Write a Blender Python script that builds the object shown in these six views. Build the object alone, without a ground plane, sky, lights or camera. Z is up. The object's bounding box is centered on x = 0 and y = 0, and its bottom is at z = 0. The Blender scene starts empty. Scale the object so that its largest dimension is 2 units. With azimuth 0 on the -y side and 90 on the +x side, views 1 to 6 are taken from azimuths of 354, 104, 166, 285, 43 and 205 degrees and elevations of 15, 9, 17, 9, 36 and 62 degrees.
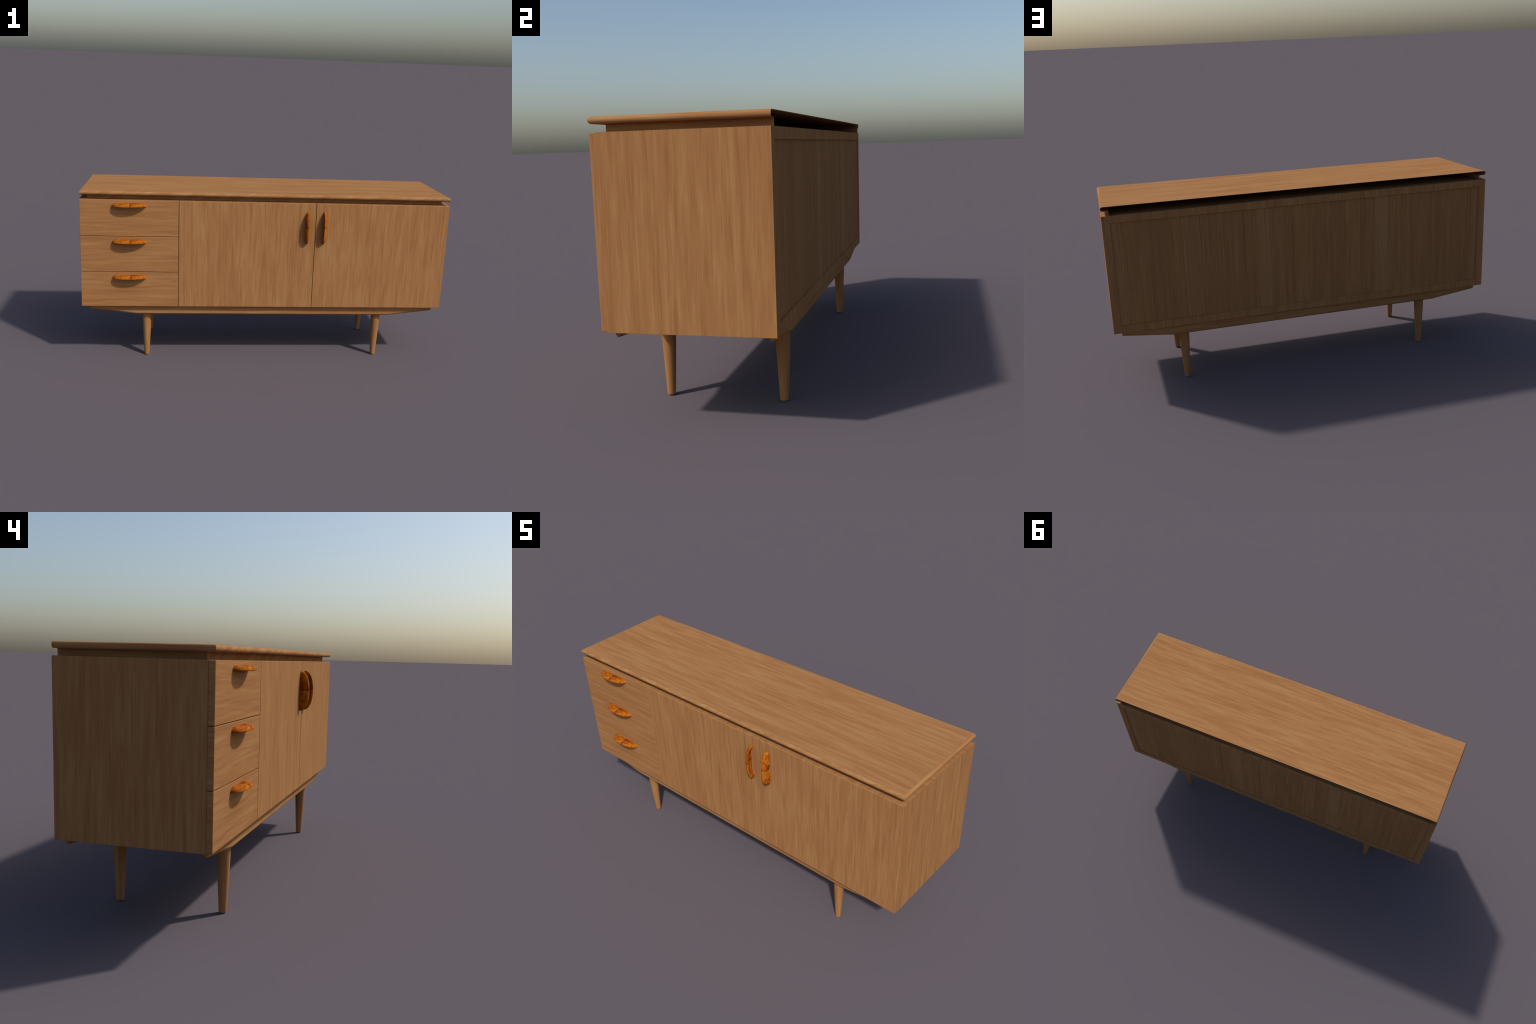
"""Mid-century sideboard: teak carcass, three drawers, two doors, hollow floating
top with a bull-nosed lip, bevelled under-rails, four turned legs, burl pulls."""
import bpy, bmesh, math
from mathutils import Vector, Matrix

# ------------------------------------------------------------------ dimensions
X_CASE = 1.0                   # half width of the carcass
Y_FRONT = -0.2490              # face of doors and drawers
Y_JOINT = -0.2270              # where the carcass starts, behind the fronts
Y_BACK = 0.2920
Z_CASE0, Z_CASE1 = 0.3070, 0.8990
Z_FR0, Z_FR1 = 0.3092, 0.8974  # doors / drawers
X_FR = 0.9985
X_GAP1, X_GAP2 = -0.4786, 0.2603
GAP = 0.0022
SIDE_T, BOARD_T = 0.0380, 0.0365
RECESS = 0.0068
Z_TOP = 0.9440
NOSE_R = 0.0109
RISER_SIDE, RISER_FRONT = 0.0380, 0.0412

# ------------------------------------------------------------------ node helpers
def new_mat(name):
    m = bpy.data.materials.new(name)
    m.use_nodes = True
    nt = m.node_tree
    nt.nodes.clear()
    out = nt.nodes.new("ShaderNodeOutputMaterial")
    bs = nt.nodes.new("ShaderNodeBsdfPrincipled")
    nt.links.new(bs.outputs[0], out.inputs[0])
    return m, nt, bs

def mapping(nt, src, scale, loc=(0, 0, 0), rot=(0, 0, 0)):
    n = nt.nodes.new("ShaderNodeMapping")
    n.vector_type = 'POINT'
    n.inputs["Location"].default_value = loc
    n.inputs["Rotation"].default_value = rot
    n.inputs["Scale"].default_value = scale
    nt.links.new(src, n.inputs["Vector"])
    return n.outputs[0]

def noise(nt, vec, scale=1.0, detail=2.0, rough=0.5, dist=0.0):
    n = nt.nodes.new("ShaderNodeTexNoise")
    n.inputs["Scale"].default_value = scale
    n.inputs["Detail"].default_value = detail
    n.inputs["Roughness"].default_value = rough
    n.inputs["Distortion"].default_value = dist
    nt.links.new(vec, n.inputs["Vector"])
    return n.outputs["Fac"]

def math_node(nt, op, a, b=None, c=None, clamp=False):
    n = nt.nodes.new("ShaderNodeMath")
    n.operation = op
    n.use_clamp = clamp
    for i, v in enumerate((a, b, c)):
        if v is None:
            continue
        if isinstance(v, (int, float)):
            n.inputs[i].default_value = v
        else:
            nt.links.new(v, n.inputs[i])
    return n.outputs[0]

def ramp(nt, fac, stops):
    n = nt.nodes.new("ShaderNodeValToRGB")
    e = n.color_ramp.elements
    while len(e) < len(stops):
        e.new(0.5)
    for el, (p, c) in zip(e, stops):
        el.position = p
        el.color = (*c, 1) if len(c) == 3 else c
    nt.links.new(fac, n.inputs[0])
    return n.outputs[0]

def maprange(nt, v, a, b, c=0.0, d=1.0):
    n = nt.nodes.new("ShaderNodeMapRange")
    n.inputs[1].default_value, n.inputs[2].default_value = a, b
    n.inputs[3].default_value, n.inputs[4].default_value = c, d
    nt.links.new(v, n.inputs[0])
    return n.outputs[0]

def mix_rgb(nt, fac, a, b, mode='MIX'):
    n = nt.nodes.new("ShaderNodeMix")
    n.data_type = 'RGBA'
    n.blend_type = mode
    for sock, v in ((n.inputs[0], fac), (n.inputs[6], a), (n.inputs[7], b)):
        if isinstance(v, (int, float)):
            sock.default_value = v
        elif isinstance(v, tuple):
            sock.default_value = (*v, 1)
        else:
            nt.links.new(v, sock)
    return n.outputs[2]

# wood albedo: red-brown valleys, tan crests (linear)
TINT = (1.0, 1.0, 1.0)
DARK = (0.275, 0.120, 0.046)
MID = (0.322, 0.154, 0.060)
LIGHT = (0.366, 0.195, 0.078)

def grain_scale(axis, across, along):
    return tuple(along if a == axis else across for a in "xyz")

def wood(name, axis, seed=0.0, shear=None, veneer=False, contrast=1.0, freq=1.0, end_axis=None):
    """Streaky teak. Grain runs along `axis`; `shear` tilts it about the y axis."""
    m, nt, bs = new_mat(name)
    co = nt.nodes.new("ShaderNodeTexCoord").outputs["Object"]
    if shear:
        co = mapping(nt, co, (1, 1, 1), rot=shear)
    def layer(across, along, off, detail, rough=0.55, dist=0.0):
        v = mapping(nt, co, grain_scale(axis, across * freq, along),
                    loc=(seed * 3.1 + off, seed * 1.7 - off, seed * 2.3 + 2 * off))
        return noise(nt, v, 1.0, detail, rough, dist)
    broad = layer(38, 2.9, 0.0, 2.0)
    mid = layer(120, 5.2, 5.3, 2.0)
    fine = layer(280, 9.0, 11.9, 2.0)
    pores = layer(330, 9.0, 21.7, 1.0)
    s = math_node(nt, 'MULTIPLY', broad, 0.36)
    s = math_node(nt, 'MULTIPLY_ADD', mid, 0.36, s)
    s = math_node(nt, 'MULTIPLY_ADD', fine, 0.28, s)
    w = 0.130 / contrast
    s = maprange(nt, s, 0.5 - w, 0.5 + w)
    col = ramp(nt, s, [(0.0, DARK), (0.5, MID), (1.0, LIGHT)])
    pore = maprange(nt, pores, 0.64, 0.78)
    pore = math_node(nt, 'MULTIPLY', pore, 0.36 if veneer else 0.16)
    col = mix_rgb(nt, pore, col, (0.17, 0.080, 0.036))
    if veneer:
        # leaf-matched veneer: leaves of uneven width and tone, dark growth lines
        sep = nt.nodes.new("ShaderNodeSeparateXYZ")
        nt.links.new(co, sep.inputs[0])
        wob = noise(nt, mapping(nt, co, (7, 1, 2.6), loc=(3, 1, 2)), 1.0, 3.0, 0.6)
        xw = math_node(nt, 'MULTIPLY_ADD', wob, 0.016, sep.outputs[0])
        def leaves(freq, off):
            out = []
            for feat in ('F1', 'DISTANCE_TO_EDGE'):
                v = nt.nodes.new("ShaderNodeTexVoronoi")
                v.voronoi_dimensions = '1D'
                v.feature = feat
                v.inputs["Scale"].default_value = freq
                nt.links.new(math_node(nt, 'ADD', xw, off), v.inputs["W"])
                out.append(v)
            tone = nt.nodes.new("ShaderNodeSeparateXYZ")
            nt.links.new(out[0].outputs["Color"], tone.inputs[0])
            return tone.outputs[0], out[1].outputs["Distance"]
        tone, edge = leaves(11.0, 4.37)
        col = mix_rgb(nt, maprange(nt, tone, 0.0, 0.5, 0.36, 0.0), col, (0.250, 0.118, 0.050))
        col = mix_rgb(nt, maprange(nt, tone, 0.5, 1.0, 0.0, 0.34), col, (0.385, 0.220, 0.105))
        tone2, edge2 = leaves(31.0, 1.93)
        col = mix_rgb(nt, maprange(nt, tone2, 0.4, 1.0, 0.0, 0.28), col, (0.235, 0.108, 0.046))
        fade = maprange(nt, noise(nt, mapping(nt, co, (60, 1, 3.0)), 1.0, 1.0), 0.40, 0.60, 0.2, 1.0)
        l1 = math_node(nt, 'MULTIPLY', maprange(nt, edge, 0.010, 0.026, 0.62, 0.0), fade)
        l2 = math_node(nt, 'MULTIPLY', maprange(nt, edge2, 0.020, 0.055, 0.50, 0.0), fade)
        col = mix_rgb(nt, l1, col, (0.145, 0.066, 0.030))
        col = mix_rgb(nt, l2, col, (0.165, 0.078, 0.036))
    nt.links.new(col, bs.inputs["Base Color"])
    bs.inputs["Roughness"].default_value = 0.95
    bs.inputs["Specular IOR Level"].default_value = 0.02
    bump = nt.nodes.new("ShaderNodeBump")
    bump.inputs["Strength"].default_value = 0.06
    bump.inputs["Distance"].default_value = 0.001
    nt.links.new(fine, bump.inputs["Height"])
    nt.links.new(bump.outputs[0], bs.inputs["Normal"])
    return m

def burl(name):
    """Orange burl: swirling patches, dark eyes, a sharp book-match line in the middle."""
    m, nt, bs = new_mat(name)
    co = nt.nodes.new("ShaderNodeTexCoord").outputs["Object"]
    sep = nt.nodes.new("ShaderNodeSeparateXYZ")
    nt.links.new(co, sep.inputs[0])
    swirl = noise(nt, mapping(nt, co, (30, 46, 46), loc=(2.0, 0.4, 1.3)), 1.0, 4.0, 0.6, 1.6)
    fine = noise(nt, mapping(nt, co, (110, 160, 160), loc=(7.0, 3.4, 1.3)), 1.0, 3.0, 0.6, 0.8)
    s = math_node(nt, 'MULTIPLY', swirl, 0.72)
    s = math_node(nt, 'MULTIPLY_ADD', fine, 0.28, s)
    # dark flame that starts sharply at the middle and fades outward
    flame = maprange(nt, sep.outputs[0], 0.002, 0.030, 1.0, 0.0)
    step = math_node(nt, 'GREATER_THAN', sep.outputs[0], 0.002)
    flame = math_node(nt, 'MULTIPLY', flame, step)
    s = math_node(nt, 'MULTIPLY_ADD', flame, -0.13, s)
    # pale band just before the line
    pale = maprange(nt, sep.outputs[0], -0.016, 0.002, 0.0, 1.0)
    pale = math_node(nt, 'MULTIPLY', pale, math_node(nt, 'SUBTRACT', 1.0, step))
    s = math_node(nt, 'MULTIPLY_ADD', pale, 0.07, s)
    col = ramp(nt, s, [(0.30, (0.12, 0.022, 0.004)), (0.41, (0.24, 0.048, 0.005)),
                       (0.50, (0.345, 0.086, 0.007)), (0.59, (0.38, 0.135, 0.010)),
                       (0.72, (0.46, 0.225, 0.028))])
    eyes = nt.nodes.new("ShaderNodeTexVoronoi")
    eyes.inputs["Scale"].default_value = 62.0
    nt.links.new(co, eyes.inputs["Vector"])
    eye = maprange(nt, eyes.outputs["Distance"], 0.12, 0.30, 0.85, 0.0)
    gate = maprange(nt, noise(nt, mapping(nt, co, (40, 40, 40), loc=(9, 9, 9))), 0.50, 0.60)
    col = mix_rgb(nt, math_node(nt, 'MULTIPLY', eye, gate), col, (0.10, 0.018, 0.003))
    nt.links.new(col, bs.inputs["Base Color"])
    bs.inputs["Roughness"].default_value = 0.9
    bs.inputs["Specular IOR Level"].default_value = 0.04
    return m

# ------------------------------------------------------------------ mesh helpers
ROOT = bpy.data.objects.new("sideboard", None)
bpy.context.scene.collection.objects.link(ROOT)
ROOT["label"] = "long teak sideboard with three drawers, two doors and burl pulls"
ROOT["category"] = "sideboard"

def add_obj(name, mesh, parent=None, mats=(), smooth_angle=None, weighted=False):
    o = bpy.data.objects.new(name, mesh)
    bpy.context.scene.collection.objects.link(o)
    o.parent = parent or ROOT
    for m in mats:
        if m.name not in [x.name for x in mesh.materials]:
            mesh.materials.append(m)
    if smooth_angle is not None:
        mesh.polygons.foreach_set("use_smooth", [True] * len(mesh.polygons))
        mesh.set_sharp_from_angle(angle=math.radians(smooth_angle))
        if weighted:
            w = o.modifiers.new("flat_faces", 'WEIGHTED_NORMAL')
            w.mode, w.weight, w.keep_sharp = 'FACE_AREA', 100, True
    return o

def to_mesh(bm, name):
    bmesh.ops.recalc_face_normals(bm, faces=bm.faces)
    me = bpy.data.meshes.new(name)
    bm.to_mesh(me)
    bm.free()
    return me

def prism(name, outline, axis, a, b, bevel=0.0, seg=3, mats=(), parent=None, edge_filter=None):
    """Extrude a 2D outline along `axis` from a to b, with rounded edges."""
    def P(p, t):
        return {'x': (t, p[0], p[1]), 'y': (p[0], t, p[1]), 'z': (p[0], p[1], t)}[axis]
    bm = bmesh.new()
    lo = [bm.verts.new(P(p, a)) for p in outline]
    hi = [bm.verts.new(P(p, b)) for p in outline]
    n = len(outline)
    bm.faces.new(lo)
    bm.faces.new(hi)
    for i in range(n):
        bm.faces.new((lo[i], lo[(i + 1) % n], hi[(i + 1) % n], hi[i]))
    if bevel:
        es = [e for e in bm.edges if edge_filter is None or edge_filter(e)]
        bmesh.ops.bevel(bm, geom=es, offset=bevel, segments=seg, profile=0.5,
                        affect='EDGES', clamp_overlap=True)
    return add_obj(name, to_mesh(bm, name), parent, mats, 35, True)

def rect(x0, x1, y0, y1):
    return [(x0, y0), (x1, y0), (x1, y1), (x0, y1)]

def facing(obj, test, slot):
    for p in obj.data.polygons:
        if test(p.normal, p.center):
            p.material_index = slot

# ------------------------------------------------------------------ materials
M_SIDE = wood("teak_upright_side", 'z', 1.0)
M_BACK = wood("teak_veneer_back", 'z', 2.0, veneer=True, contrast=0.75, freq=1.25)
M_FRAME = wood("teak_frame", 'z', 3.0)
M_CROSS = wood("teak_cross_grain", 'x', 4.0)
M_TOP = wood("teak_top", 'x', 5.0, contrast=1.0)
M_NOSE = wood("teak_nose_front", 'x', 6.0, shear=(0, math.radians(21), 0), contrast=1.35)
M_NOSE_SIDE = wood("teak_nose_side", 'y', 6.5)
M_DOOR = [wood("teak_door", 'z', 7.0), wood("teak_door_pair", 'z', 9.0)]
M_DRAWER = wood("teak_drawer", 'x', 8.0)
M_END = wood("teak_end_grain", 'y', 12.0)
M_RAIL = wood("teak_rail", 'x', 10.0)
M_LEG = wood("teak_leg", 'z', 11.0, freq=1.3)
M_BURL = burl("orange_burl")

# ------------------------------------------------------------------ carcass
zi0, zi1 = Z_CASE0 + BOARD_T, Z_CASE1 - BOARD_T
xi = X_CASE - SIDE_T
m = 0.00015                                   # hairline at the mitres
case = bpy.data.objects.new("carcass", None)
bpy.context.scene.collection.objects.link(case)
case.parent = ROOT
for s in (-1, 1):
    o = prism("side_panel", [(s * X_CASE, Z_CASE0 + m), (s * X_CASE, Z_CASE1 - m),
                             (s * xi, zi1 - m), (s * xi, zi0 + m)],
              'y', Y_JOINT, Y_BACK, 0.0006, 2, (M_SIDE, M_FRAME), case,
              lambda e: any(v.co.y > Y_JOINT + 0.1 for v in e.verts))
    facing(o, lambda n, c: n.y > 0.8, 1)
o = prism("top_board", [(-X_CASE + m, Z_CASE1), (X_CASE - m, Z_CASE1), (xi - m, zi1), (-xi + m, zi1)],
          'y', Y_JOINT, Y_BACK, 0.0009, 2, (M_CROSS, M_FRAME), case)
facing(o, lambda n, c: n.y > 0.8, 1)
o = prism("bottom_board", [(-X_CASE + m, Z_CASE0), (X_CASE - m, Z_CASE0), (xi - m, zi0), (-xi + m, zi0)],
          'y', Y_JOINT, Y_BACK, 0.0009, 2, (M_CROSS, M_FRAME), case)
facing(o, lambda n, c: n.y > 0.8, 1)
prism("back_panel", rect(-xi - 0.004, xi + 0.004, zi0 - 0.004, zi1 + 0.004), 'y',
      Y_BACK - RECESS - 0.008, Y_BACK - RECESS, 0, 1, (M_BACK,), case)
prism("divider", rect(X_GAP1 - 0.009, X_GAP1 + 0.009, zi0 + 0.0005, zi1 - 0.0005), 'y',
      Y_JOINT + 0.001, Y_BACK - RECESS - 0.009, 0, 1, (M_SIDE,), case)

# ------------------------------------------------------------------ burl pulls
H_LEN, H_DEP, H_HGT = 0.0905, 0.0428, 0.0186

def pull_mesh(name, flip=1.0):
    """Eyelid pull: half-moon plan, domed and slightly saddled on top,
    scooped out below for the fingers, leaving a rounded rim."""
    nt_, nr = 56, 22
    bm = bmesh.new()
    def plan(th, r):
        # super-elliptic half-moon
        c, s = math.cos(th), math.sin(th)
        e = 2 / 2.25
        return (H_LEN * r * math.copysign(abs(c) ** e, c), H_DEP * r * abs(s) ** e)
    def top(u, r):
        k = u / H_LEN
        h = H_HGT * (1 - 0.13 * math.exp(-(k / 0.42) ** 2))
        return 0.0022 + (h - 0.0022) * max(0.0, 1 - r ** 5) ** 0.5
    def under(u, r):
        k = max(0.0, 1 - (r / 0.81) ** 3.4)
        lip = 0.0022 * max(0.0, (r - 0.90) / 0.10) ** 2
        return 0.0118 * min(1.0, k * 1.35) ** 0.8 + lip
    rs = [i / nr for i in range(nr + 1)]
    rs = [1 - (1 - r) ** 1.5 for r in rs]
    tops, unders = [], []
    for j in range(nt_ + 1):
        th = math.pi * j / nt_
        rt, ru = [], []
        for r in rs[1:]:
            u, d = plan(th, r)
            rt.append(bm.verts.new((u, -d, top(u, r) * flip)))
            if r < 1.0:
                ru.append(bm.verts.new((u, -d, under(u, r) * flip)))
        tops.append(rt)
        unders.append(ru + [rt[-1]])
    ct = bm.verts.new((0, 0, top(0, 0) * flip))
    cu = bm.verts.new((0, 0, under(0, 0) * flip))
    for sheet, c in ((tops, ct), (unders, cu)):
        for j in range(nt_):
            bm.faces.new((c, sheet[j][0], sheet[j + 1][0]))
            for i in range(nr - 1):
                bm.faces.new((sheet[j][i], sheet[j][i + 1], sheet[j + 1][i + 1], sheet[j + 1][i]))
    for j in (0, nt_):                        # back wall against the front
        bm.faces.new((ct, tops[j][0], unders[j][0], cu))
        for i in range(nr - 1):
            f = [tops[j][i], tops[j][i + 1], unders[j][i + 1], unders[j][i]]
            bm.faces.new([v for k, v in enumerate(f) if v not in f[:k]])
    bmesh.ops.translate(bm, verts=[v for v in bm.verts if v.co.y > -1e-5], vec=(0, 0.0012, 0))
    return to_mesh(bm, name)

PULL = pull_mesh("handle")
PULL_R = pull_mesh("handle_mirrored", -1.0)

def place_pull(mesh, parent, loc, rot_y=0.0):
    o = add_obj("handle", mesh, parent, (M_BURL,), 50)
    o.location = loc
    o.rotation_euler = (0, rot_y, 0)
    return o

# ------------------------------------------------------------------ drawers and doors
def front_edge(e):
    return any(v.co.y < Y_FRONT + 1e-4 for v in e.verts)

xl, xr = -X_FR, X_GAP1 - GAP / 2
n_dr = 3
dh = (Z_FR1 - Z_FR0 + GAP) / n_dr
for i in range(n_dr):
    z1 = Z_FR1 - i * dh
    z0 = z1 - dh + GAP
    d = prism("drawer", rect(xl, xr, z0, z1), 'y', Y_FRONT, Y_JOINT - 0.0006, 0.0020, 3, (M_DRAWER, M_END), None, front_edge)
    facing(d, lambda n, c: abs(n.x) > 0.8, 1)
    place_pull(PULL, d, ((xl + xr) / 2, Y_FRONT, z1 - 0.0135 - H_HGT))
for i, (a, b) in enumerate(((X_GAP1 + GAP / 2, X_GAP2 - GAP / 2), (X_GAP2 + GAP / 2, X_FR))):
    d = prism("door", rect(a, b, Z_FR0, Z_FR1), 'y', Y_FRONT, Y_JOINT - 0.0001, 0.0020, 3, (M_DOOR[i], M_END), None, front_edge)
    facing(d, lambda n, c: n.z > 0.8, 1)
    if i == 0:
        place_pull(PULL, d, (X_GAP2 - 0.0590 + H_HGT, Y_FRONT, 0.7642), -math.pi / 2)
    else:
        place_pull(PULL_R, d, (X_GAP2 + 0.0590 - H_HGT, Y_FRONT, 0.7642), -math.pi / 2)

# ------------------------------------------------------------------ floating top
def u_ring(bm, ix, iy, z):
    """Four verts of a U open to the back, inset from the outer outline."""
    x, y = X_CASE - ix, Y_FRONT - 0.001 + iy
    return [bm.verts.new(p) for p in ((-x, Y_BACK, z), (-x, y, z), (x, y, z), (x, Y_BACK, z))]

def sweep_u(name, profile, mats, cap=False, thick=0.0015):
    bm = bmesh.new()
    rings = [u_ring(bm, *p) for p in profile]
    for a, b in zip(rings, rings[1:]):
        for k in range(3):
            bm.faces.new((a[k], a[k + 1], b[k + 1], b[k]))
    if cap:
        bm.faces.new(rings[0])
    bmesh.ops.recalc_face_normals(bm, faces=bm.faces)
    me = bpy.data.meshes.new(name)
    bm.to_mesh(me)
    bm.free()
    o = add_obj(name, me, None, mats)
    sol = o.modifiers.new("wall", 'SOLIDIFY')
    sol.thickness = thick
    sol.offset = -1.0
    sol.use_even_offset = True
    dg = bpy.context.evaluated_depsgraph_get()
    solid = bpy.data.meshes.new_from_object(o.evaluated_get(dg))
    o.modifiers.clear()
    o.data = solid
    solid.name = name
    solid.polygons.foreach_set("use_smooth", [True] * len(solid.polygons))
    solid.set_sharp_from_angle(angle=math.radians(32))
    w = o.modifiers.new("flat_faces", 'WEIGHTED_NORMAL')
    w.mode, w.weight, w.keep_sharp = 'FACE_AREA', 100, True
    return o

zc = Z_TOP - NOSE_R
prof = [(NOSE_R, NOSE_R, Z_TOP)]
for k in range(1, 17):
    a = math.pi / 2 - math.pi * k / 16
    i = NOSE_R - NOSE_R * math.cos(a)
    prof.append((i, i, zc + NOSE_R * math.sin(a)))
zu = zc - NOSE_R
prof.append((RISER_SIDE - 0.0045, RISER_FRONT - 0.0045, zu))
top = sweep_u("top", prof, (M_TOP, M_NOSE, M_NOSE_SIDE), cap=True)
facing(top, lambda n, c: c.y < Y_FRONT + 0.0105 and abs(c.x) < 0.99, 1)
facing(top, lambda n, c: abs(c.x) > X_CASE - 0.0104 and c.y > Y_FRONT + 0.01, 2)
rp = [(RISER_SIDE - 0.0044, RISER_FRONT - 0.0044, zu - 0.0001)]
for k in range(1, 6):
    a = math.pi / 2 * k / 5
    f = 0.0044
    rp.append((RISER_SIDE - f + f * math.sin(a), RISER_FRONT - f + f * math.sin(a), zu - 0.0001 - f + f * math.cos(a)))
rp.append((RISER_SIDE, RISER_FRONT, Z_CASE1 + 0.0001))
riser = sweep_u("riser", rp, (M_NOSE, M_NOSE_SIDE))
facing(riser, lambda n, c: abs(n.x) > 0.6, 1)

# ------------------------------------------------------------------ under-rails
def rail(yc):
    """Board with a rounded keel; toward the ends it rises and sharpens to a V."""
    hw, zt, n = 0.0112, Z_CASE0 - 0.0002, 14
    stations = [(0.9612, 0.2856, 0.0185, 0.80), (0.9590, 0.2836, 0.0200, 1.0),
                (0.84, 0.2694, 0.0150, 1.0), (0.7150, 0.2549, 0.0100, 1.0), (0.7020, 0.2542, 0.0092, 1.0)]
    stations = [(-x, z, d, k) for x, z, d, k in stations] + stations[::-1]
    bm = bmesh.new()
    rings = []
    for x, zb, d, k in stations:
        ring = [bm.verts.new((x, yc - hw * k, zt))]
        for j in range(n + 1):
            q = -1 + 2 * j / n
            ring.append(bm.verts.new((x, yc + hw * k * q, zb + d * abs(q) ** 2)))
        ring.append(bm.verts.new((x, yc + hw * k, zt)))
        rings.append(ring)
    for a, b in zip(rings, rings[1:]):
        for j in range(len(a)):
            j2 = (j + 1) % len(a)
            bm.faces.new((a[j], a[j2], b[j2], b[j]))
    bm.faces.new(rings[0])
    bm.faces.new(rings[-1])
    return add_obj("under_rail", to_mesh(bm, "under_rail"), None, (M_RAIL,), 40, True)
rail(-0.2146)
rail(0.2667)

# ------------------------------------------------------------------ legs
def leg_mesh():
    prof = [(0.0, 0.0), (0.0118, 0.0), (0.0134, 0.0007), (0.0142, 0.0024), (0.0143, 0.005)]
    for k in range(1, 9):
        t = k / 8
        prof.append((0.0143 + 0.0102 * t ** 0.93, 0.005 + 0.205 * t))
    prof += [(0.0247, 0.222), (0.0247, Z_CASE0 - 0.0003), (0.0, Z_CASE0 - 0.0003)]
    bm = bmesh.new()
    n = 48
    rings = []
    for r, z in prof:
        if r == 0:
            rings.append([bm.verts.new((0, 0, z))])
        else:
            rings.append([bm.verts.new((r * math.cos(2 * math.pi * k / n), r * math.sin(2 * math.pi * k / n), z))
                          for k in range(n)])
    for a, b in zip(rings, rings[1:]):
        for k in range(n):
            k2 = (k + 1) % n
            f = [a[k % len(a)], a[k2 % len(a)], b[k2 % len(b)], b[k % len(b)]]
            bm.faces.new([v for q, v in enumerate(f) if v not in f[:q]])
    return to_mesh(bm, "leg")

LEG = leg_mesh()
for x in (-0.6525, 0.6525):
    for y in (-0.1752, 0.2278):
        o = add_obj("leg", LEG, None, (M_LEG,), 40)
        o.location = (x, y, 0)
        o.rotation_euler = (0, 0, x * 1.7 + y * 5)
